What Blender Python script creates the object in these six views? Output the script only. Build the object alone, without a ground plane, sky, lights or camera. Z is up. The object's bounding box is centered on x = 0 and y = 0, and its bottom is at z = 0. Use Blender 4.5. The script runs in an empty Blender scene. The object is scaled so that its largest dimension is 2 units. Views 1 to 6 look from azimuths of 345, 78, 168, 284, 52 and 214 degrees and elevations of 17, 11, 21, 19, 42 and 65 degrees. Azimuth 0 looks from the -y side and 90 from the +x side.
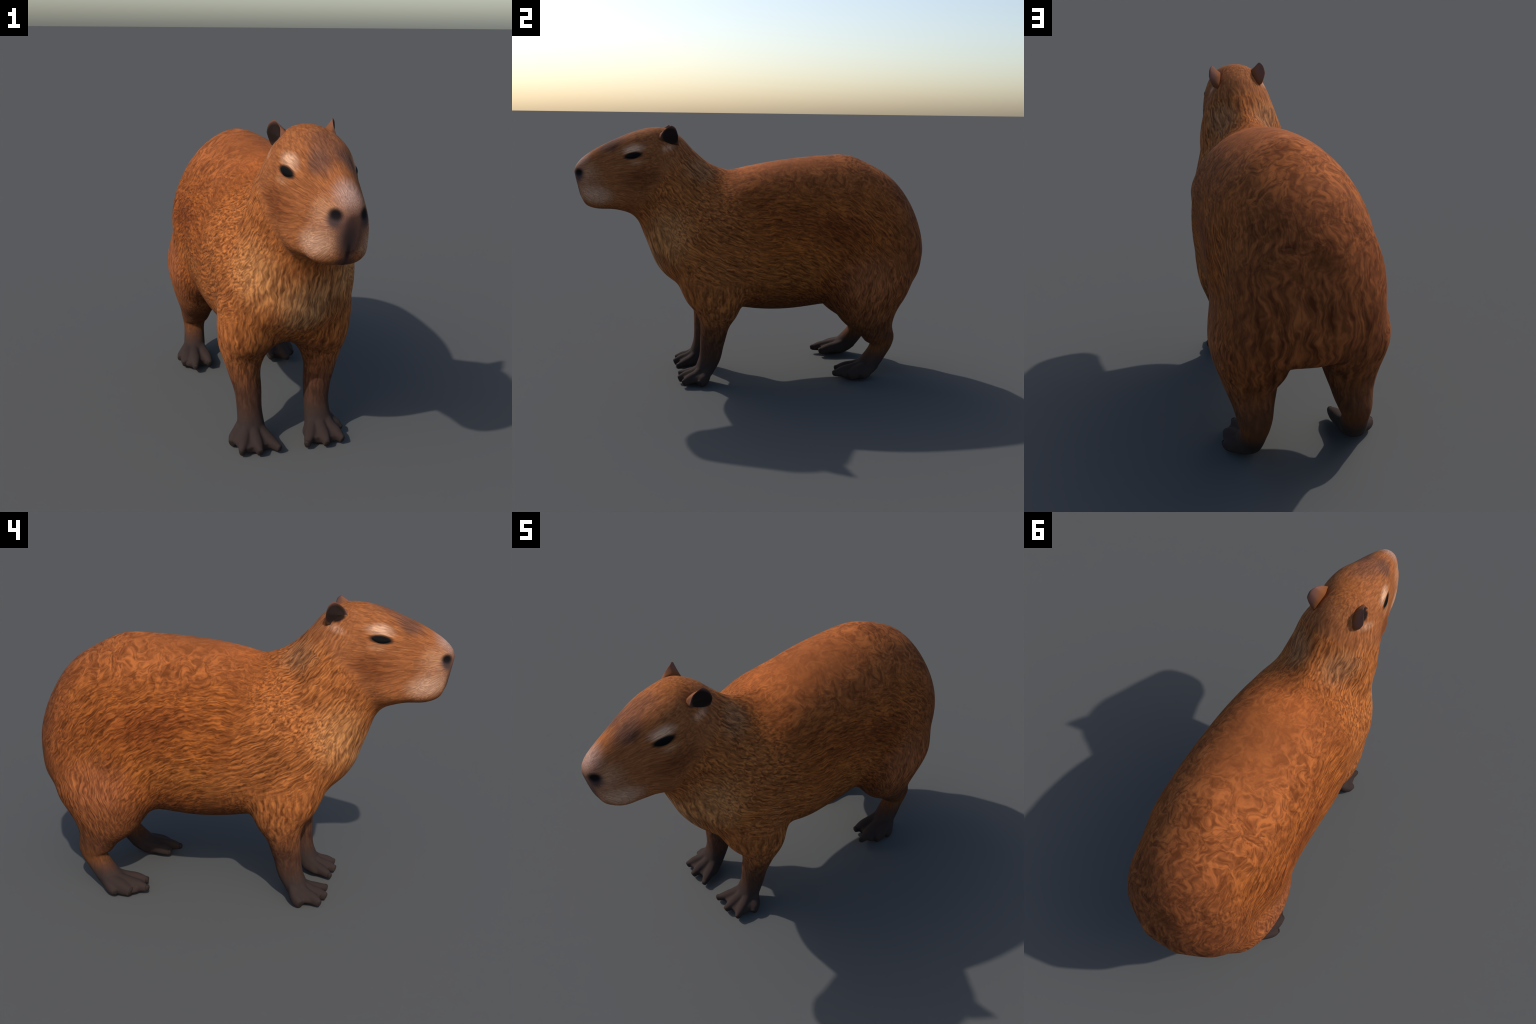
"""A standing capybara, built part by part: one lofted trunk (muzzle to rump), four
lofted limbs with fanned toes, merged into a single smooth skin and split again by
anatomy; cup ears and almond eyes are pieces of their own.  Metres, z up, nose to -y."""
import bpy, bmesh, math
import numpy as np
from mathutils import Vector, Matrix
from mathutils.bvhtree import BVHTree
from mathutils.kdtree import KDTree

CX = 0.012            # the animal's plane of symmetry
HIND_SHIFT = -0.010   # the hindquarters lean slightly to one side
VOXEL = 0.0055

# ------------------------------------------------------------------ trunk stations
# each section is a plane that holds the x axis and runs from a point on the underline
# to a point on the topline of the animal:
# top y, top z, bottom y, bottom z, half width, height of the widest point (0..1),
# squareness above, squareness below, sideways shift
TRUNK = [
    (-0.998, 1.185, -0.969, 1.053, 0.028, 0.51, 2.49, 3.00, 0.005),   # nose pad
    (-0.984, 1.221, -0.939, 1.001, 0.063, 0.42, 2.30, 2.83, 0.005),
    (-0.941, 1.266, -0.884, 0.981, 0.098, 0.22, 2.04, 2.82, 0.002),   # lips
    (-0.861, 1.317, -0.799, 0.976, 0.115, 0.18, 2.20, 2.53, 0.002),
    (-0.770, 1.360, -0.744, 0.964, 0.129, 0.21, 2.56, 2.33, -0.001),
    (-0.681, 1.397, -0.697, 0.944, 0.153, 0.31, 2.54, 2.19, 0.001),   # eyes
    (-0.590, 1.419, -0.661, 0.902, 0.161, 0.48, 2.24, 2.07, -0.002),
    (-0.510, 1.418, -0.634, 0.832, 0.168, 0.51, 2.13, 2.03, -0.012),  # ears
    (-0.429, 1.376, -0.602, 0.748, 0.200, 0.50, 1.93, 2.09, -0.003),
    (-0.350, 1.295, -0.568, 0.664, 0.212, 0.56, 1.84, 2.33, -0.005),  # neck
    (-0.266, 1.227, -0.511, 0.594, 0.260, 0.42, 1.55, 2.55, 0.000),
    (-0.160, 1.191, -0.424, 0.530, 0.294, 0.53, 1.58, 2.36, -0.010),  # shoulders
    (-0.040, 1.211, -0.255, 0.431, 0.305, 0.56, 2.00, 2.10, -0.010),
    (0.100, 1.237, -0.043, 0.395, 0.321, 0.48, 2.10, 2.36, -0.002),   # barrel
    (0.250, 1.257, 0.150, 0.388, 0.317, 0.58, 1.88, 2.90, -0.007),
    (0.400, 1.270, 0.355, 0.406, 0.320, 0.57, 1.77, 2.94, -0.011),
    (0.541, 1.270, 0.554, 0.432, 0.335, 0.45, 1.77, 3.00, -0.015),    # hips
    (0.680, 1.214, 0.702, 0.520, 0.297, 0.42, 1.88, 3.10, -0.016),
    (0.798, 1.143, 0.842, 0.518, 0.283, 0.40, 1.85, 3.20, -0.020),
    (0.892, 1.034, 0.912, 0.530, 0.236, 0.37, 1.83, 3.20, -0.014),    # rump
    (0.948, 0.904, 0.952, 0.566, 0.167, 0.47, 2.19, 3.10, -0.013),
    (0.988, 0.778, 0.994, 0.660, 0.086, 0.53, 2.19, 2.90, -0.014),
]
# limb stations: distance from the plane of symmetry, y, z, half width, half depth
FORELIMB = [
    (0.090, -0.290, 0.860, 0.120, 0.150), (0.122, -0.290, 0.710, 0.158, 0.195),
    (0.145, -0.268, 0.565, 0.145, 0.182), (0.168, -0.249, 0.441, 0.117, 0.141),
    (0.177, -0.261, 0.343, 0.079, 0.087), (0.160, -0.273, 0.235, 0.061, 0.069),
    (0.155, -0.287, 0.144, 0.056, 0.061), (0.155, -0.325, 0.060, 0.064, 0.050),
]
HINDLIMB = [
    (0.150, 0.590, 0.860, 0.095, 0.180), (0.198, 0.592, 0.700, 0.122, 0.268),
    (0.207, 0.612, 0.535, 0.146, 0.263), (0.205, 0.636, 0.394, 0.120, 0.187),
    (0.201, 0.673, 0.286, 0.088, 0.105), (0.203, 0.700, 0.216, 0.070, 0.083),
    (0.208, 0.691, 0.160, 0.056, 0.057), (0.220, 0.625, 0.075, 0.058, 0.056),
    (0.226, 0.570, 0.045, 0.055, 0.045),
]
# the buttocks carry the rump line down into the thighs, with an arch between them
HAUNCH = [
    (0.105, 0.820, 0.740, 0.085, 0.085), (0.138, 0.825, 0.610, 0.102, 0.095), (0.166, 0.774, 0.500, 0.102, 0.088),
    (0.188, 0.706, 0.400, 0.090, 0.078), (0.200, 0.688, 0.335, 0.060, 0.048),
]
# webbed pads that tie the toes together: x, y, z, half width, half height
FORE_PAD = [(0.155, -0.280, 0.105, 0.044, 0.034), (0.157, -0.318, 0.060, 0.066, 0.040), (0.156, -0.360, 0.042, 0.086, 0.034),
            (0.152, -0.400, 0.033, 0.082, 0.029), (0.149, -0.430, 0.026, 0.064, 0.021)]
HIND_PAD = [(0.215, 0.665, 0.080, 0.042, 0.038), (0.228, 0.600, 0.048, 0.064, 0.044), (0.236, 0.545, 0.038, 0.074, 0.036),
            (0.236, 0.500, 0.036, 0.068, 0.032), (0.232, 0.462, 0.034, 0.052, 0.022)]
# toes: a ridge running from the cannon to a blunt tip: x, y, z, half width, half height
FORE_TOES = [
    [(0.180, -0.295, 0.115, 0.020, 0.018), (0.212, -0.318, 0.056, 0.029, 0.030), (0.235, -0.338, 0.034, 0.028, 0.032), (0.253, -0.357, 0.023, 0.015, 0.021)],
    [(0.172, -0.308, 0.120, 0.018, 0.016), (0.193, -0.362, 0.060, 0.025, 0.028), (0.211, -0.405, 0.040, 0.025, 0.030), (0.229, -0.446, 0.024, 0.012, 0.020)],
    [(0.150, -0.310, 0.122, 0.018, 0.016), (0.151, -0.370, 0.060, 0.025, 0.028), (0.151, -0.418, 0.040, 0.025, 0.030), (0.150, -0.463, 0.024, 0.014, 0.020)],
    [(0.138, -0.302, 0.118, 0.018, 0.018), (0.112, -0.356, 0.058, 0.026, 0.027), (0.090, -0.402, 0.039, 0.026, 0.026), (0.060, -0.452, 0.025, 0.013, 0.018)],
]
HIND_TOES = [
    [(0.200, 0.645, 0.100, 0.022, 0.020), (0.188, 0.565, 0.060, 0.029, 0.030), (0.178, 0.500, 0.047, 0.028, 0.031), (0.170, 0.447, 0.034, 0.015, 0.021)],
    [(0.222, 0.645, 0.100, 0.022, 0.020), (0.236, 0.555, 0.062, 0.030, 0.031), (0.246, 0.470, 0.046, 0.029, 0.030), (0.252, 0.413, 0.035, 0.013, 0.017)],
    [(0.240, 0.650, 0.090, 0.028, 0.026), (0.266, 0.575, 0.054, 0.038, 0.040), (0.281, 0.525, 0.041, 0.036, 0.037), (0.290, 0.486, 0.028, 0.024, 0.024)],
    [(0.240, 0.650, 0.085, 0.026, 0.026), (0.274, 0.605, 0.050, 0.030, 0.032), (0.302, 0.576, 0.036, 0.025, 0.026), (0.320, 0.560, 0.030, 0.011, 0.015)],
]


# ------------------------------------------------------------------ lofting
def spline(rows, m):
    """Catmull-Rom through the rows, m steps per span."""
    P = np.array(rows, float)
    Q = np.vstack([2 * P[0] - P[1], P, 2 * P[-1] - P[-2]])
    t = np.linspace(0, 1, m, endpoint=False)[:, None]
    out = []
    for i in range(len(P) - 1):
        a, b, c, d = Q[i:i + 4]
        out.append(.5 * (2 * b + (c - a) * t + (2 * a - 5 * b + 4 * c - d) * t ** 2 + (3 * b - a - 3 * c + d) * t ** 3))
    out.append(P[-1:])
    return np.vstack(out)


def signed_power(v, e):
    return np.sign(v) * np.abs(v) ** e


def trunk_rings(m=8, k=64):
    R = spline(TRUNK, m)
    ph = np.linspace(0, 2 * np.pi, k, endpoint=False)
    c, s = np.cos(ph), np.sin(ph)
    p = np.where(s[None] >= 0, R[:, 6:7], R[:, 7:8])
    u, v = signed_power(c, 2 / p), signed_power(s, 2 / p)
    h = R[:, 5:6]
    t = np.where(s[None] >= 0, h + (1 - h) * v, h + h * v)
    return np.stack([CX + R[:, 8:9] + R[:, 4:5] * u,
                     R[:, 2:3] + (R[:, 0:1] - R[:, 2:3]) * t,
                     R[:, 3:4] + (R[:, 1:2] - R[:, 3:4]) * t], -1)


def limb_rings(rows, side, dx=0., m=8, k=36, e=2 / 2.2):
    R = spline(rows, m)
    C = R[:, :3].copy()
    T = np.gradient(C, axis=0)
    T[:, 0] = 0
    T /= np.linalg.norm(T, axis=1, keepdims=True)
    N = np.stack([0 * T[:, 0], -T[:, 2], T[:, 1]], -1)
    ph = np.linspace(0, 2 * np.pi, k, endpoint=False)
    u, v = signed_power(np.cos(ph), e), signed_power(np.sin(ph), e)
    P = C[:, None] + N[:, None] * (R[:, 4:5] * v[None])[..., None]
    P[..., 0] = CX + dx + side * (P[..., 0] + R[:, 3:4] * u[None])
    return P


def toe_rings(rows, side, dx=0., m=6, k=16):
    """a toe is a loft whose sections stand upright across its heading"""
    R = spline(rows, m)
    C = R[:, :3].copy()
    T = np.gradient(C, axis=0)
    T /= np.linalg.norm(T, axis=1, keepdims=True)
    W = np.cross(T, [0, 0, 1.])
    W /= np.linalg.norm(W, axis=1, keepdims=True)
    U = np.cross(W, T)
    ph = np.linspace(0, 2 * np.pi, k, endpoint=False)
    u, v = signed_power(np.cos(ph), .85), signed_power(np.sin(ph), .85)
    P = C[:, None] + W[:, None] * (R[:, 3:4] * u)[..., None] + U[:, None] * (R[:, 4:5] * v)[..., None]
    P[..., 0] = CX + dx + side * P[..., 0]
    return P


class Soup:
    """collects closed lofts into one vertex and face list"""
    def __init__(self):
        self.v, self.f = [], []

    def loft(self, rings):
        n, k, _ = rings.shape
        o = len(self.v)
        self.v += [tuple(p) for p in rings.reshape(-1, 3)]
        for i in range(n - 1):
            for j in range(k):
                a, b = o + i * k + j, o + i * k + (j + 1) % k
                self.f.append((a, b, b + k, a + k))
        for i, flip in ((0, True), (n - 1, False)):
            c = len(self.v)
            self.v.append(tuple(rings[i].mean(0)))
            for j in range(k):
                a, b = o + i * k + j, o + i * k + (j + 1) % k
                self.f.append((b, a, c) if flip else (a, b, c))


def object_from(name, verts, faces, parent=None):
    me = bpy.data.meshes.new(name)
    me.from_pydata([tuple(v) for v in verts], [], [tuple(f) for f in faces])
    me.validate()
    bm = bmesh.new()
    bm.from_mesh(me)
    bmesh.ops.recalc_face_normals(bm, faces=bm.faces)
    bm.to_mesh(me)
    bm.free()
    ob = bpy.data.objects.new(name, me)
    bpy.context.scene.collection.objects.link(ob)
    ob.parent = parent
    return ob


# ------------------------------------------------------------------ one skin
soup = Soup()
soup.loft(trunk_rings())
limb_points = []
for side in (-1, 1):
    for rows, pad, toes, dx in ((FORELIMB, FORE_PAD, FORE_TOES, 0.), (HINDLIMB, HIND_PAD, HIND_TOES, HIND_SHIFT)):
        rings = limb_rings(rows, side, dx)
        limb_points.append(rings.reshape(-1, 3))
        soup.loft(rings)
        if rows is HINDLIMB:
            rings = limb_rings(HAUNCH, side, dx)
            limb_points.append(rings.reshape(-1, 3))
            soup.loft(rings)
        soup.loft(toe_rings(pad, side, dx, k=28))
        for toe in toes:
            soup.loft(toe_rings(toe, side, dx))
raw = object_from("raw_skin", soup.v, soup.f)
mod = raw.modifiers.new("union", "REMESH")
mod.mode, mod.voxel_size, mod.adaptivity = "VOXEL", VOXEL, 0.0
graph = bpy.context.evaluated_depsgraph_get()
skin = bpy.data.meshes.new_from_object(raw.evaluated_get(graph))
bpy.data.objects.remove(raw)

nv = len(skin.vertices)
V = np.empty(nv * 3)
skin.vertices.foreach_get("co", V)
V = V.reshape(-1, 3)
E = np.empty(len(skin.edges) * 2, np.int64)
skin.edges.foreach_get("vertices", E)
E = E.reshape(-1, 2)
deg = np.maximum(np.bincount(E.ravel(), minlength=nv), 1)


def relax(V, weight, times):
    for _ in range(times):
        S = np.zeros_like(V)
        for a, b in ((0, 1), (1, 0)):
            for j in range(3):
                S[:, j] += np.bincount(E[:, a], weights=V[E[:, b], j], minlength=nv)
        V = V + (S / deg[:, None] - V) * weight[:, None]
    return V


def near(points, V):
    kd = KDTree(len(points))
    for i, p in enumerate(points):
        kd.insert(p, i)
    kd.balance()
    return np.array([kd.find(v)[2] for v in V])


def ramp(x, a, b):
    t = np.clip((x - a) / (b - a), 0, 1)
    return t * t * (3 - 2 * t)


# fillet the seams where a limb runs into the trunk, then take the voxel grain off
d_trunk = near(trunk_rings(6, 64).reshape(-1, 3), V)
d_limb = near(np.vstack(limb_points), V)
seam = ramp(np.maximum(d_trunk, d_limb), .085, .030) * ramp(V[:, 2], .27, .36)
V = relax(V, .5 * relax(seam[:, None].repeat(3, 1), np.full(nv, .5), 12)[:, 0], 160)
elbow = ramp(V[:, 2], .27, .36) * ramp(V[:, 2], .58, .46) * ramp(V[:, 1], -.02, -.10)
V = relax(V, .5 * elbow, 110)
thigh = ramp(V[:, 2], .23, .29) * ramp(V[:, 2], .46, .38) * ramp(V[:, 1], .45, .55)
V = relax(V, .5 * thigh, 45)
fine = ramp(V[:, 2], .10, .16)
for _ in range(6):                      # Taubin: smooth, then push back the shrinkage
    V = relax(V, .55 * (.35 + .65 * fine), 1)
    V = relax(V, -.53 * (.35 + .65 * fine), 1)
V = relax(V, .5 * (.3 + .7 * fine), 2)
nrm0 = np.empty(nv * 3)
skin.vertices.foreach_set("co", V.ravel())
skin.update()
skin.vertex_normals.foreach_get("vector", nrm0)
V = V - nrm0.reshape(-1, 3) * .0013      # the voxel skin sits a little outside the lofts
lo, hi = V[:, 1].min(), V[:, 1].max()
V[:, 1] = -1 + 2 * (V[:, 1] - lo) / (hi - lo)

# shallow nostril pits, a lip fold and the cleft between the lips
X = np.abs(V[:, 0] - CX)


def pit(c, r, depth, axis):
    q = np.sqrt(((X - c[0]) / r[0]) ** 2 + ((V[:, 1] - c[1]) / r[1]) ** 2 + ((V[:, 2] - c[2]) / r[2]) ** 2)
    w = np.exp(-q ** 2) * depth
    a = np.array(axis, float) / np.linalg.norm(axis)
    V[:, 0] -= w * a[0] * np.sign(V[:, 0] - CX)
    V[:, 1] -= w * a[1]
    V[:, 2] -= w * a[2]


pit((.050, -.972, 1.177), (.017, .03, .018), .008, (.7, -.7, .1))
# soles stand flat on the ground
V[:, 2] -= max(0., V[:, 2].min())
V[:, 2] = np.maximum(V[:, 2], 0.0)
skin.vertices.foreach_set("co", V.ravel())
skin.update()

# ------------------------------------------------------------------ node helpers
def rgb(*c):
    return tuple(((x / 255 + .055) / 1.055) ** 2.4 if x > 10 else x / 3294.6 for x in c) + (1.,)


class Sock:
    """a socket or number that can be used in arithmetic, so masks read as formulas"""
    def __init__(self, mat, s):
        self.m, self.s = mat, s

    def op(self, kind, *other, clamp=False):
        n = self.m.node_tree.nodes.new("ShaderNodeMath")
        n.operation, n.use_clamp = kind, clamp
        for i, x in enumerate((self, *other)):
            x = x.s if isinstance(x, Sock) else x
            if isinstance(x, (int, float)):
                n.inputs[i].default_value = x
            else:
                self.m.node_tree.links.new(x, n.inputs[i])
        return Sock(self.m, n.outputs[0])

    def __add__(self, o): return self.op("ADD", o)
    def __radd__(self, o): return self.op("ADD", o)
    def __sub__(self, o): return self.op("SUBTRACT", o)
    def __rsub__(self, o): return Sock(self.m, o).op("SUBTRACT", self)
    def __mul__(self, o): return self.op("MULTIPLY", o)
    def __rmul__(self, o): return self.op("MULTIPLY", o)
    def __truediv__(self, o): return self.op("DIVIDE", o)
    def __pow__(self, o): return self.op("POWER", o)
    def abs(self): return self.op("ABSOLUTE")
    def sqrt(self): return self.op("SQRT")
    def clamp(self): return self.op("ADD", 0., clamp=True)
    def max(self, o): return self.op("MAXIMUM", o)
    def min(self, o): return self.op("MINIMUM", o)

    def step(self, a, b):
        """smooth 0 to 1 while the value runs from a to b"""
        n = self.m.node_tree.nodes.new("ShaderNodeMapRange")
        n.interpolation_type = "SMOOTHSTEP"
        lo, hi = min(a, b), max(a, b)
        self.m.node_tree.links.new(self.s, n.inputs["Value"])
        n.inputs["From Min"].default_value, n.inputs["From Max"].default_value = lo, hi
        n.inputs["To Min"].default_value, n.inputs["To Max"].default_value = (0, 1) if a < b else (1, 0)
        return Sock(self.m, n.outputs["Result"])


class Paint:
    def __init__(self, name):
        self.mat = bpy.data.materials.new(name)
        self.mat.use_nodes = True
        self.t = self.mat.node_tree
        self.bsdf = self.t.nodes["Principled BSDF"]
        co = self.t.nodes.new("ShaderNodeTexCoord")
        sep = self.t.nodes.new("ShaderNodeSeparateXYZ")
        self.t.links.new(co.outputs["Object"], sep.inputs[0])
        self.co = co.outputs["Object"]
        self.x, self.y, self.z = (Sock(self.mat, sep.outputs[i]) for i in range(3))
        self.side = (self.x - CX).abs()

    def vec(self, x, y, z):
        n = self.t.nodes.new("ShaderNodeCombineXYZ")
        for i, q in enumerate((x, y, z)):
            if isinstance(q, Sock):
                self.t.links.new(q.s, n.inputs[i])
            else:
                n.inputs[i].default_value = q
        return n.outputs[0]

    def noise(self, vec, scale=1., detail=2., rough=.5, w=None, distortion=0., color=False):
        n = self.t.nodes.new("ShaderNodeTexNoise")
        n.noise_dimensions = "3D" if w is None else "4D"
        self.t.links.new(vec, n.inputs["Vector"])
        if w is not None:
            self.t.links.new(w.s, n.inputs["W"])
        n.inputs["Scale"].default_value = scale
        n.inputs["Detail"].default_value = detail
        n.inputs["Roughness"].default_value = rough
        n.inputs["Distortion"].default_value = distortion
        return n.outputs["Color"] if color else Sock(self.mat, n.outputs["Fac"])

    def blob(self, c, r, soft=(1.0, .5), tilt=0., pos=None):
        """ellipsoid mask on both sides of the plane of symmetry, tilted in the yz plane"""
        s, y, z = pos or (self.side, self.y, self.z)
        dy, dz = y - c[1], z - c[2]
        if tilt:
            a = math.radians(tilt)
            dy, dz = dy * math.cos(a) + dz * math.sin(a), dz * math.cos(a) - dy * math.sin(a)
        q = (((s - c[0]) / r[0]) ** 2.0 + (dy / r[1]) ** 2.0 + (dz / r[2]) ** 2.0).sqrt()
        return q.step(*soft)

    def mix(self, fac, a, b, kind="MIX"):
        n = self.t.nodes.new("ShaderNodeMix")
        n.data_type, n.blend_type = "RGBA", kind
        for s, q in ((n.inputs[0], fac), (n.inputs[6], a), (n.inputs[7], b)):
            if isinstance(q, Sock):
                q = q.s
            if isinstance(q, bpy.types.NodeSocket):
                self.t.links.new(q, s)
            else:
                s.default_value = q
        return n.outputs[2]

    def curve(self, fac, stops):
        n = self.t.nodes.new("ShaderNodeValToRGB")
        self.t.links.new(fac.s, n.inputs[0])
        el = n.color_ramp.elements
        while len(el) < len(stops):
            el.new(.5)
        for e, (p, c) in zip(el, stops):
            e.position, e.color = p, c
        return n.outputs[0]

    def finish(self, color, rough, spec):
        if isinstance(color, bpy.types.NodeSocket):
            self.t.links.new(color, self.bsdf.inputs["Base Color"])
        else:
            self.bsdf.inputs["Base Color"].default_value = color
        self.bsdf.inputs["Roughness"].default_value = rough
        self.bsdf.inputs["Specular IOR Level"].default_value = spec
        return self.mat


# ------------------------------------------------------------------ the coat
def coat():
    p = Paint("capybara_coat")

    def wander(scale):
        sep = p.t.nodes.new("ShaderNodeSeparateXYZ")
        p.t.links.new(p.noise(p.co, scale, 1., .5, color=True), sep.inputs[0])
        return [Sock(p.mat, sep.outputs[i]) - .5 for i in range(3)]

    def lerp(a, b, t): return a + (b - a) * t

    # wavy hair: bend the coordinates with two sizes of noise before drawing strands
    wx, wy, wz = wander(8.)
    vx, vy, vz = wander(26.)
    back = p.z.step(.98, 1.17) * p.y.step(-.3, .1)
    rump = p.y.step(.50, .85) * p.z.step(.35, .6)
    swirl = .030 + .10 * back.max(rump * .6)
    x, y, z = (q + w * swirl + v * .020 for q, w, v in zip((p.x, p.y, p.z), (wx, wy, wz), (vx, vy, vz)))

    HI, LO = 112., 15.

    def turning(cy, cz):
        """strands that follow circles round a pivot in the side view"""
        dy, dz = y - cy, z - cz
        r = (dy * dy + dz * dz).sqrt()
        ang = dz.op("ARCTAN2", dy)
        return p.noise(p.vec(x * HI, r * HI, ang * r.min(.7) * LO), 1., 1.6, .58)

    flank = turning(0.02, 0.22)
    neck = turning(0.25, 1.75)
    down = p.noise(p.vec(x * HI, y * HI * .55, z * LO), 1., 1.6, .58)
    # on the head the hair streams away from the nose
    hx, hy, hz = p.x - CX + vx * .010, p.y + 1.10 + vy * .010, p.z - 1.16 + vz * .010
    r = (hx * hx + hy * hy + hz * hz).sqrt()
    head = p.noise(p.vec(hx / r * 72., hy / r * 72., hz / r * 72.), 1., 1.6, .6, w=r * 14.)

    sweep = p.noise(p.vec(x * HI * .50, (y * .94 - z * .34) * HI * .18, z * LO * .62), 1., 2.2, .6)
    swirls = p.noise(p.vec(x, y, z), 21., 2.5, .55, distortion=1.6)
    front = (p.y + (p.z - 1.) * .35).step(-.02, -.16)
    edge = wy * .03 + vy * .03
    m_head = (p.y + .555 - (p.z - 1.15) * .95 - (p.z - 1.15).abs() * .25 + edge).step(.045, -.035)
    m_fore = p.z.step(.64, .52) * p.y.step(.1, -.05)
    bib = p.noise(p.vec(x * HI, (y * .93 + z * .36) * HI * .35, z * LO), 1., 1.6, .58)
    hair = lerp(flank, neck, front)
    hair = lerp(hair, down, m_fore)
    hair = lerp(hair, bib, (p.y + .64 - (.86 - p.z) * .5).step(.17, .05) * p.z.step(.99, .86) * p.z.step(.40, .50))
    hair = lerp(hair, p.noise(p.vec(x * HI * .6, (y - z * .18) * HI, (z + y * .18) * LO), 1., 1.6, .58), p.y.step(.40, .62) * p.z.step(.80, .56))
    hair = lerp(hair, sweep, (p.y.step(.68, .82) * p.z.step(1.02, .86)) * p.side.step(.30, .20))
    hair = lerp(hair, .5 + (swirls - .5) * 1.5, (back * .85).max(p.y.step(.62, .85) * p.z.step(.80, .98) * .5))
    hair = lerp(hair, head, m_head * (p.y + .56 - (1.3 - p.z).max(0.) * .35).step(.05, -.05))
    soft = p.noise(p.co, 5.5, 2., .5)
    tuft = p.noise(p.vec(x, y, z), 15., 2., .5, distortion=1.2)

    # strands: dark gaps, the body of the coat, paler tips
    t = (hair - .5) * 5.0
    calm = back * (.30 + .48 * p.y.step(.62, .25) * p.side.step(.24, .08))
    feet = p.z.step(.25, .09)
    strength = (1. - calm) * (1. - feet * .92) * (1. - m_head * .42) * (1. - p.z.step(.45, .22) * .45)
    dark = (t * -1.).max(0.).min(1.) * strength
    light = (t + .02).max(0.).min(1.) * strength

    # edges of every colour field wander with the hair
    jit = (hair - .5) * (.035 - m_head * .022)
    pos = (p.side + jit, p.y + wy * .022 + jit, p.z + wz * .022 + jit)
    sy, sz = pos[1], pos[2]
    B = lambda c, r, soft=(1., .4), tilt=0.: p.blob(c, r, soft, tilt, pos)

    # broad fields of the coat
    c = p.mix(((soft - .5) * 2.4 + .4).clamp(), rgb(132, 74, 32), rgb(112, 60, 25))                       # flank
    c = p.mix(B((.33, .34, .90), (.30, .42, .13), (1., .2), -8) * .55, c, rgb(96, 46, 19))                 # dark band
    c = p.mix(B((.33, .05, .62), (.30, .50, .16), (1., .2), 8) * .45, c, rgb(130, 80, 38))
    c = p.mix(sz.step(1.00, 1.20) * sy.step(-.30, .0), c, p.mix(tuft, rgb(122, 67, 32), rgb(144, 84, 45)))  # back
    c = p.mix(B((.0, -.05, 1.2), (.22, .22, .10), (1., .2)) * .5, c, rgb(160, 90, 44))
    c = p.mix(sy.step(.62, .88) * sz.step(.30, .55) * .80, c, p.mix(tuft, rgb(98, 54, 29), rgb(120, 69, 39)))   # rump
    c = p.mix(B((.30, .60, .55), (.25, .24, .26), (1., .3)) * .65, c, rgb(130, 78, 50))                    # thigh
    c = p.mix((sy + (sz - 1.) * .45).step(.0, -.34), c, rgb(138, 82, 42))                                  # neck
    c = p.mix(B((.10, -.34, 1.19), (.13, .16, .12), (1., .2)) * .60, c, rgb(128, 93, 66))
    c = p.mix(B((.16, -.50, .84), (.20, .20, .22), (1., .2)) * .75, c, rgb(162, 112, 70))                  # chest
    c = p.mix(B((.0, -.56, .72), (.16, .16, .26), (1., .15)) * .75, c, rgb(158, 118, 82))
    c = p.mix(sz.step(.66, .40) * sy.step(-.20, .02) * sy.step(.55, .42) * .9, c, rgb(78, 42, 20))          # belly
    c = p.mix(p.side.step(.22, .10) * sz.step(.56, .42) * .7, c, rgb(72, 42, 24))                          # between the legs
    c = p.mix(sz.step(.54, .32) * .8, c, rgb(106, 64, 38))                                                 # upper limbs
    c = p.mix(sz.step(.40, .24) * .9, c, rgb(78, 48, 31))
    c = p.mix(sz.step(.38, .11) * sy.step(.2, .0), c, rgb(62, 43, 35))                                     # fore cannon
    c = p.mix(B((.21, .70, .19), (.2, .12, .07), (1., .3)) * .5, c, rgb(100, 60, 30))                      # hock
    c = p.mix(sz.step(.17, .085), c, p.mix(soft, rgb(46, 37, 34), rgb(57, 45, 41)))                        # feet
    # head
    c = p.mix(m_head, c, rgb(134, 82, 48))
    c = p.mix(B((.16, -.655, 1.15), (.13, .17, .10), (1., .05), 12) * m_head * .80, c, rgb(98, 53, 27))    # cheek
    c = p.mix(B((.0, -.56, 1.43), (.13, .14, .09), (1., .3)) * m_head * .8, c, rgb(132, 78, 40))           # poll
    c = p.mix(B((.0, -.74, 1.40), (.105, .17, .10), (1., .25), 22) * .85, c, rgb(108, 69, 49))             # forehead
    c = p.mix(B((.045, -.805, 1.325), (.065, .11, .045), (1., .2), 24) * .80, c, rgb(88, 61, 51))
    c = p.mix(B((.075, -.80, 1.305), (.030, .070, .026), (1., .1), 26) * .62, c, rgb(68, 47, 41))          # dark smudge
    c = p.mix(B((.0, -.960, 1.235), (.076, .100, .062), (1., .15), 40) * .90, c, rgb(156, 128, 118))        # nose bridge
    c = p.mix(B((.075, -.925, 1.185), (.050, .085, .060), (1., .2)) * .6, c, rgb(160, 112, 76))
    c = p.mix(B((.05, -.93, 1.13), (.11, .14, .15), (1., .1)) * .62, c, rgb(156, 118, 96))                 # muzzle
    c = p.mix(B((.085, -.890, 1.062), (.085, .145, .070), (1., .15), -8) * .95, c, rgb(176, 138, 114))         # pale lips
    c = p.mix(B((.122, -.690, 1.307), (.060, .088, .038), (1., .12), 10), c, rgb(188, 148, 122))            # brow
    c = p.mix(B((.145, -.675, 1.235), (.05, .060, .024), (1., .1), 10) * .50, c, rgb(160, 118, 88))
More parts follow.
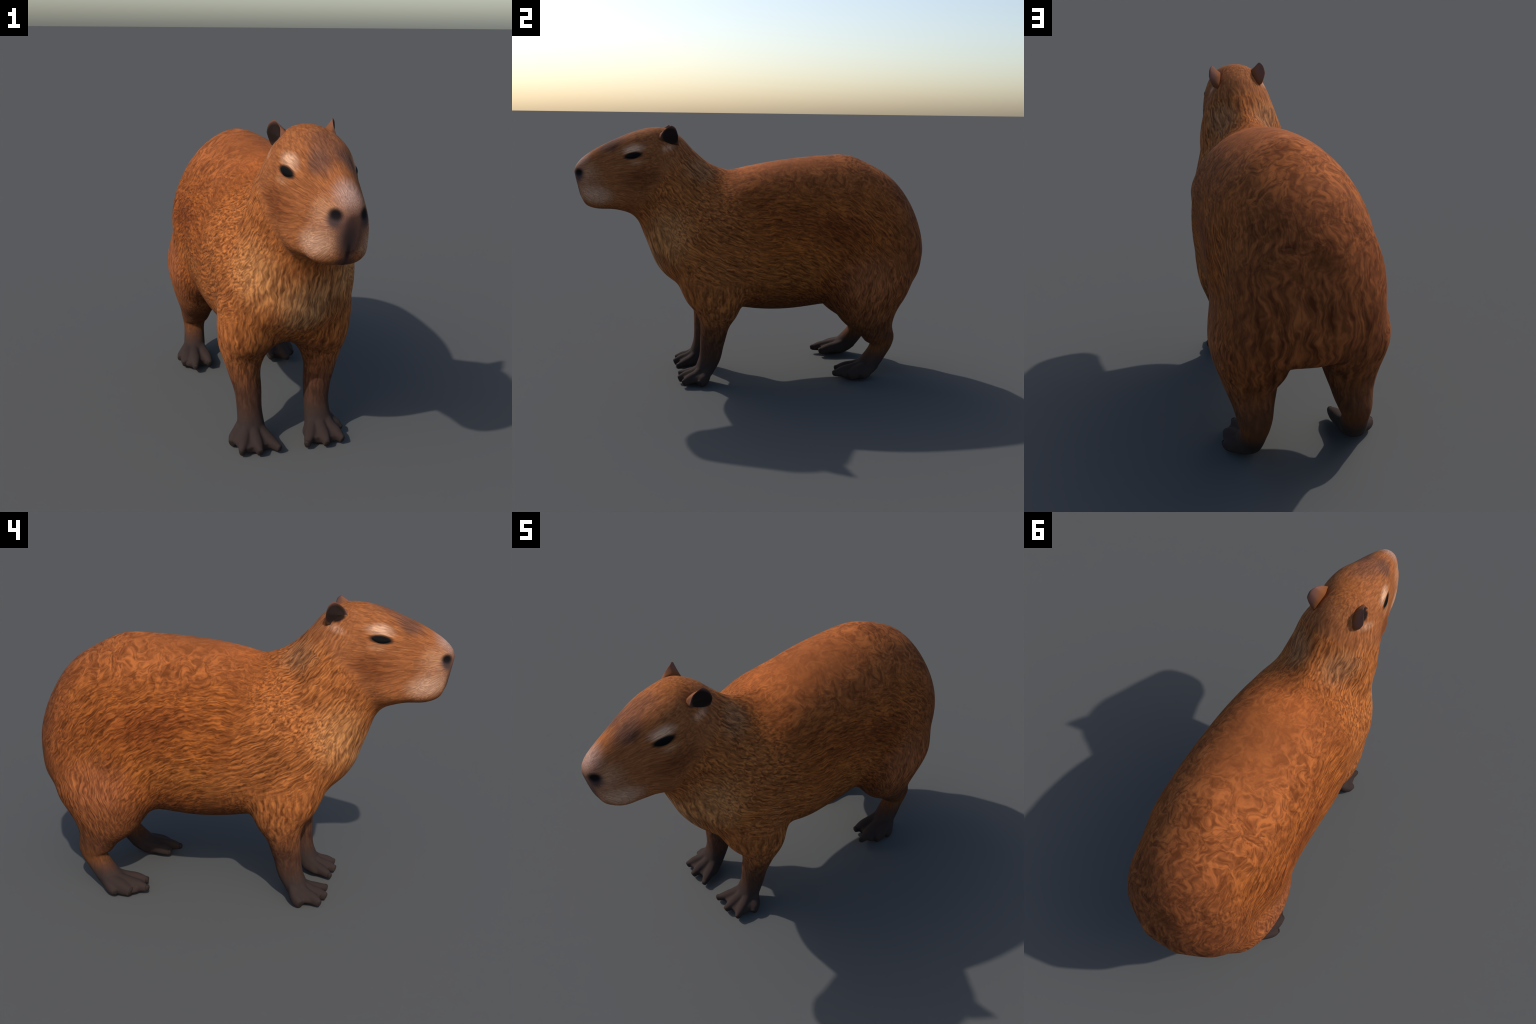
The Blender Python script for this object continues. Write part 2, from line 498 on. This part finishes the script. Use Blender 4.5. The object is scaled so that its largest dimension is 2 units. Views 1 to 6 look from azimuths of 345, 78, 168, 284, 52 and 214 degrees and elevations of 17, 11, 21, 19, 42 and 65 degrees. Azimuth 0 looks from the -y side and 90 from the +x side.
    c = p.mix(B((.13, -.50, 1.315), (.05, .065, .028), (1., .2), 20) * .75, c, rgb(168, 124, 98))           # below the ear

    # hair strands over the colour fields
    c = p.mix(dark * .80, c, p.mix(1., c, (.30, .235, .18, 1.), "MULTIPLY"))
    c = p.mix(light * .78, c, p.mix(1., c, (2.1, 2.15, 2.0, 1.), "MULTIPLY"))

    c = p.mix(1. - feet, c, p.mix(1., c, (1.06, 1.00, .94, 1.), "MULTIPLY"))

    # bare skin of the nose and lips, laid over the hair
    hz_ = p.z + (hair - .5) * .02
    c = p.mix(p.blob((.0, -.985, 1.125), (.078, .10, .13), (1., .2)) * .82, c, rgb(82, 61, 56))
    e = p.blob((.0, -.980, 1.085), (.056, .10, .125), (1., .1))
    c = p.mix(e * .95, c, rgb(56, 42, 41))
    c = p.mix(p.side.step(.012, .002) * p.z.step(1.10, 1.06) * p.y.step(-.86, -.9) * .85, c, rgb(36, 26, 26))
    c = p.mix(p.blob((.0, -.955, 1.005), (.060, .07, .030), (1., .3)) * .75, c, rgb(62, 46, 44))
    c = p.mix(hz_.step(.992, .978) * p.y.step(-.74, -.84) * .9, c, rgb(50, 36, 31))
    c = p.mix(p.blob((.052, -.968, 1.160), (.038, .055, .048), (1., .25)) * .95, c, rgb(62, 49, 49))
    c = p.mix(p.blob((.049, -.974, 1.177), (.031, .048, .029), (1., .35)), c, rgb(20, 15, 16))
    # dark lids round the eye
    c = p.mix(p.blob((.128, -.690, 1.271), (.06, .068, .023), (1., .55), 11), c, rgb(24, 19, 17))
    # dark of the ear hollow, painted on the solid side of the head
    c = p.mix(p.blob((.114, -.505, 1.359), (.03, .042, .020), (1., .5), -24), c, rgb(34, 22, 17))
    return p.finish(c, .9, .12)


def ear_paint(inside):
    p = Paint("ear_hollow" if inside else "ear_skin")
    n = p.noise(p.co, 40., 2., .5)
    c = p.mix(n, rgb(106, 71, 58), rgb(122, 84, 72))
    c = p.mix(p.z.step(1.375, 1.335), c, rgb(104, 65, 42))
    c = p.mix(p.side.step(.116, .084), c, rgb(124, 74, 40))
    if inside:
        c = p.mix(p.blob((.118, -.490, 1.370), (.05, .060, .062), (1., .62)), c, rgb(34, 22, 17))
    return p.finish(c, .85, .15)


def plain(name, color, rough, spec):
    p = Paint(name)
    n = p.noise(p.co, 60., 2., .5)
    return p.finish(p.mix(n * .5, color, tuple(q * .7 for q in color[:3]) + (1.,)), rough, spec)


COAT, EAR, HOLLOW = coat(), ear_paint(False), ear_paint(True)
EYE = plain("eye_black", rgb(8, 7, 7), .7, .08)

# ------------------------------------------------------------------ split by anatomy
nf = len(skin.polygons)
loops = np.empty(len(skin.loops), np.int64)
skin.loops.foreach_get("vertex_index", loops)
start = np.empty(nf, np.int64)
skin.polygons.foreach_get("loop_start", start)
count = np.empty(nf, np.int64)
skin.polygons.foreach_get("loop_total", count)
cen = np.add.reduceat(V[loops], start, axis=0) / count[:, None]
nrm = np.empty(nv * 3)
skin.vertex_normals.foreach_get("vector", nrm)
nrm = nrm.reshape(-1, 3)
cx, cy, cz = cen.T
left = cx > CX
region = np.full(nf, "torso", dtype=object)
behind = lambda a, b: (cy - a[0]) * (b[1] - a[1]) - (cz - a[1]) * (b[0] - a[0])   # side of a line in side view
region[behind((-.508, .586), (-.266, 1.227)) < 0] = "neck"
region[behind((-.655, .88), (-.45, 1.39)) < 0] = "head"
fore = (cz < .47 - .25 * np.maximum(0, cy + .25)) & (cy < -.02) & (np.abs(cx - CX) > .012)
hind = (cz < .40 + .35 * np.clip(cy - .45, 0, .4)) & (cy > .30) & (np.abs(cx - CX) > .03) & (cz < .52)
hind &= ~((cy < .42) & (cz > .36))
nose = (cy < -.945) & (np.abs(cx - CX) < .075) & (cz < 1.205) & (cz > 1.03) & (cy < -.955 + .0 * cz)
region[nose & (region == "head")] = "nose"
for flag, limb, toes, dx, foot_z in ((fore, "forelimb", FORE_TOES, 0., .085), (hind, "hindlimb", HIND_TOES, HIND_SHIFT, .095)):
    for sd, mask in ((-1, ~left), (1, left)):
        tag = "L" if sd > 0 else "R"
        region[flag & mask] = f"{limb}{tag}"
        foot = flag & mask & (cz < foot_z)
        region[foot] = f"{limb}{tag}_foot"
        q = np.stack([(cx - CX - dx) * sd, cy, cz], -1)
        best, who = np.full(nf, 9.), np.zeros(nf, int)
        for i, rows in enumerate(toes):
            a, b = np.array(rows[-2][:3]), np.array(rows[-1][:3])
            a = a + (np.array(rows[1][:3]) - a) * .35
            t = np.clip(((q - a) @ (b - a)) / ((b - a) @ (b - a)), -.2, 1.2)
            d = np.linalg.norm(q - a - t[:, None] * (b - a), axis=1) + (t < 0) * 9
            take = d < best
            best[take], who[take] = d[take], i
        for i in range(len(toes)):
            region[foot & (who == i) & (best < .05)] = f"{limb}{tag}_toe{i}"


def piece(tag, name, parent):
    pick = np.nonzero(region == tag)[0]
    if not len(pick):
        return None
    polys = [loops[start[i]:start[i] + count[i]] for i in pick]
    used = np.unique(np.concatenate(polys))
    index = np.full(nv, -1)
    index[used] = np.arange(len(used))
    me = bpy.data.meshes.new(name)
    me.from_pydata(V[used].tolist(), [], [index[f].tolist() for f in polys])
    me.polygons.foreach_set("use_smooth", [True] * len(pick))
    me.normals_split_custom_set_from_vertices(nrm[used].tolist())
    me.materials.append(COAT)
    ob = bpy.data.objects.new(name, me)
    bpy.context.scene.collection.objects.link(ob)
    ob.parent = parent
    return ob


animal = bpy.data.objects.new("capybara", None)
bpy.context.scene.collection.objects.link(animal)
animal["label"] = "standing capybara with reddish-brown fur and dark feet"
animal["category"] = "capybara"
torso = piece("torso", "torso", animal)
neck = piece("neck", "neck", animal)
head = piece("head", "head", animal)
piece("nose", "nose", head)
for limb in ("forelimb", "hindlimb"):
    for tag in "RL":
        leg = piece(f"{limb}{tag}", limb, animal)
        piece(f"{limb}{tag}_foot", "foot", leg)
        for i in range(4):
            piece(f"{limb}{tag}_toe{i}", "toe", leg)

# ------------------------------------------------------------------ claws: blunt, hoof-like
CLAW = plain("claw_horn", rgb(46, 37, 33), .75, .15)
limbs_by_side = {(o.name.split(".")[0], i % 2): o for limb in ("forelimb", "hindlimb") for i, o in enumerate(
    sorted((c for c in animal.children if c.name.startswith(limb)), key=lambda c: c.data.vertices[0].co.x))}
for limb, toes, dx in (("forelimb", FORE_TOES, 0.), ("hindlimb", HIND_TOES, HIND_SHIFT)):
    for k, side in enumerate((-1, 1)):
        for rows in toes:
            a, b = np.array(rows[-2]), np.array(rows[-1])
            at = lambda t: a + (b - a) * t
            shaft = []
            for t, w, h in ((.76, .84, .78), (.86, .92, .86), (.95, .88, .84), (1.02, .66, .68), (1.05, .36, .40)):
                q = at(t)
                q[3], q[4] = at(min(t, 1.))[3] * w, at(min(t, 1.))[4] * h
                shaft.append(q)
            S = Soup()
            S.loft(toe_rings(shaft, side, dx, m=3, k=14))
            claw = object_from("claw", np.maximum(S.v, [-9, -9, .001]), S.f, limbs_by_side[limb, k])
            claw.data.polygons.foreach_set("use_smooth", [True] * len(claw.data.polygons))
            claw.data.materials.append(CLAW)

# ------------------------------------------------------------------ ears
RIM = [(.110, -.545, 1.367), (.104, -.522, 1.404), (.114, -.484, 1.429), (.130, -.463, 1.414),
       (.136, -.452, 1.379), (.120, -.455, 1.333), (.110, -.488, 1.331), (.107, -.527, 1.350)]
ROOT = [(.090, -.548, 1.355), (.086, -.543, 1.386), (.074, -.500, 1.390), (.081, -.464, 1.370),
        (.092, -.444, 1.338), (.099, -.445, 1.323), (.088, -.480, 1.325), (.088, -.525, 1.340)]


def round_loop(P, m=4):
    P = np.array(P)
    n = len(P)
    out = []
    for i in range(n):
        a, b, c, d = P[i - 1], P[i], P[(i + 1) % n], P[(i + 2) % n]
        for t in np.linspace(0, 1, m, endpoint=False):
            cr = .5 * (2 * b + (c - a) * t + (2 * a - 5 * b + 4 * c - d) * t * t + (3 * b - a - 3 * c + d) * t ** 3)
            out.append(.55 * cr + .45 * (b + (c - b) * t))
    return np.array(out)


def build_ear(side):
    rim, root = round_loop(RIM), round_loop(ROOT)
    heart = np.array([.113, -.494, 1.372])
    shell = [root + (rim - root) * f + np.array([.002 * math.sin(f * math.pi), 0, 0]) for f in (0, .3, .6, .85, 1.)]
    for f, dx in ((.10, -.001), (.22, -.005), (.45, -.007), (.75, -.006)):
        shell.append(rim + (heart - rim) * f + np.array([dx * (1 - f), 0, 0]))
    S = Soup()
    R = np.array(shell)
    R[..., 0] = CX + side * R[..., 0]
    S.loft(R)
    ob = object_from("ear", S.v, S.f, head)
    ob.data.polygons.foreach_set("use_smooth", [True] * len(ob.data.polygons))
    ob.data.materials.append(EAR)
    ob.data.materials.append(HOLLOW)
    k = len(rim)
    for i, f in enumerate(ob.data.polygons):
        f.material_index = int(i >= 4 * k and len(f.vertices) == 4 or i >= 8 * k + k)


# ------------------------------------------------------------------ eyes
tree = BVHTree.FromPolygons([tuple(v) for v in V], [tuple(loops[start[i]:start[i] + count[i]]) for i in range(nf) if cen[i, 1] < -.5])


def build_eye(side):
    n, m = 22, 10
    tilt = math.radians(10)
    front, back = [], []
    for i in range(n + 1):
        s = -1 + 2 * i / n
        up, dn = .0115 * (1 - s * s) ** 1.1, .0160 * (1 - s * s) ** 1.2
        for j in range(m + 1):
            h = -dn + (up + dn) * j / m
            y, z = s * .044, h
            yy, zz = y * math.cos(tilt) - z * math.sin(tilt), y * math.sin(tilt) + z * math.cos(tilt)
            o = Vector((CX + side * .4, -.690 + yy, 1.270 + zz))
            hit, normal, _, _ = tree.ray_cast(o, Vector((-side, 0, 0)))
            bulge = .0045 * (1 - s * s) * (1 - (2 * j / m - 1) ** 2) - .0006
            front.append(hit + normal * bulge)
            back.append(hit - normal * .006)
    k = m + 1
    v = front + back
    o = len(front)
    f = []
    for i in range(n):
        for j in range(m):
            a = i * k + j
            f.append((a, a + 1, a + k + 1, a + k))
            f.append((o + a, o + a + k, o + a + k + 1, o + a + 1))
    for i in range(n):
        for a in (i * k, i * k + m):
            f.append((a, a + k, o + a + k, o + a))
    for j in range(m):
        for a in (j, n * k + j):
            f.append((a, a + 1, o + a + 1, o + a))
    bm = bmesh.new()
    vs = [bm.verts.new(p) for p in v]
    for q in f:
        try:
            bm.faces.new([vs[i] for i in q])
        except ValueError:
            pass
    bmesh.ops.remove_doubles(bm, verts=bm.verts, dist=1e-5)
    bmesh.ops.recalc_face_normals(bm, faces=bm.faces)
    me = bpy.data.meshes.new("eye")
    bm.to_mesh(me)
    bm.free()
    me.polygons.foreach_set("use_smooth", [True] * len(me.polygons))
    me.materials.append(EYE)
    ob = bpy.data.objects.new("eye", me)
    bpy.context.scene.collection.objects.link(ob)
    ob.parent = head


for side in (-1, 1):
    build_ear(side)
    build_eye(side)
bpy.data.meshes.remove(skin)
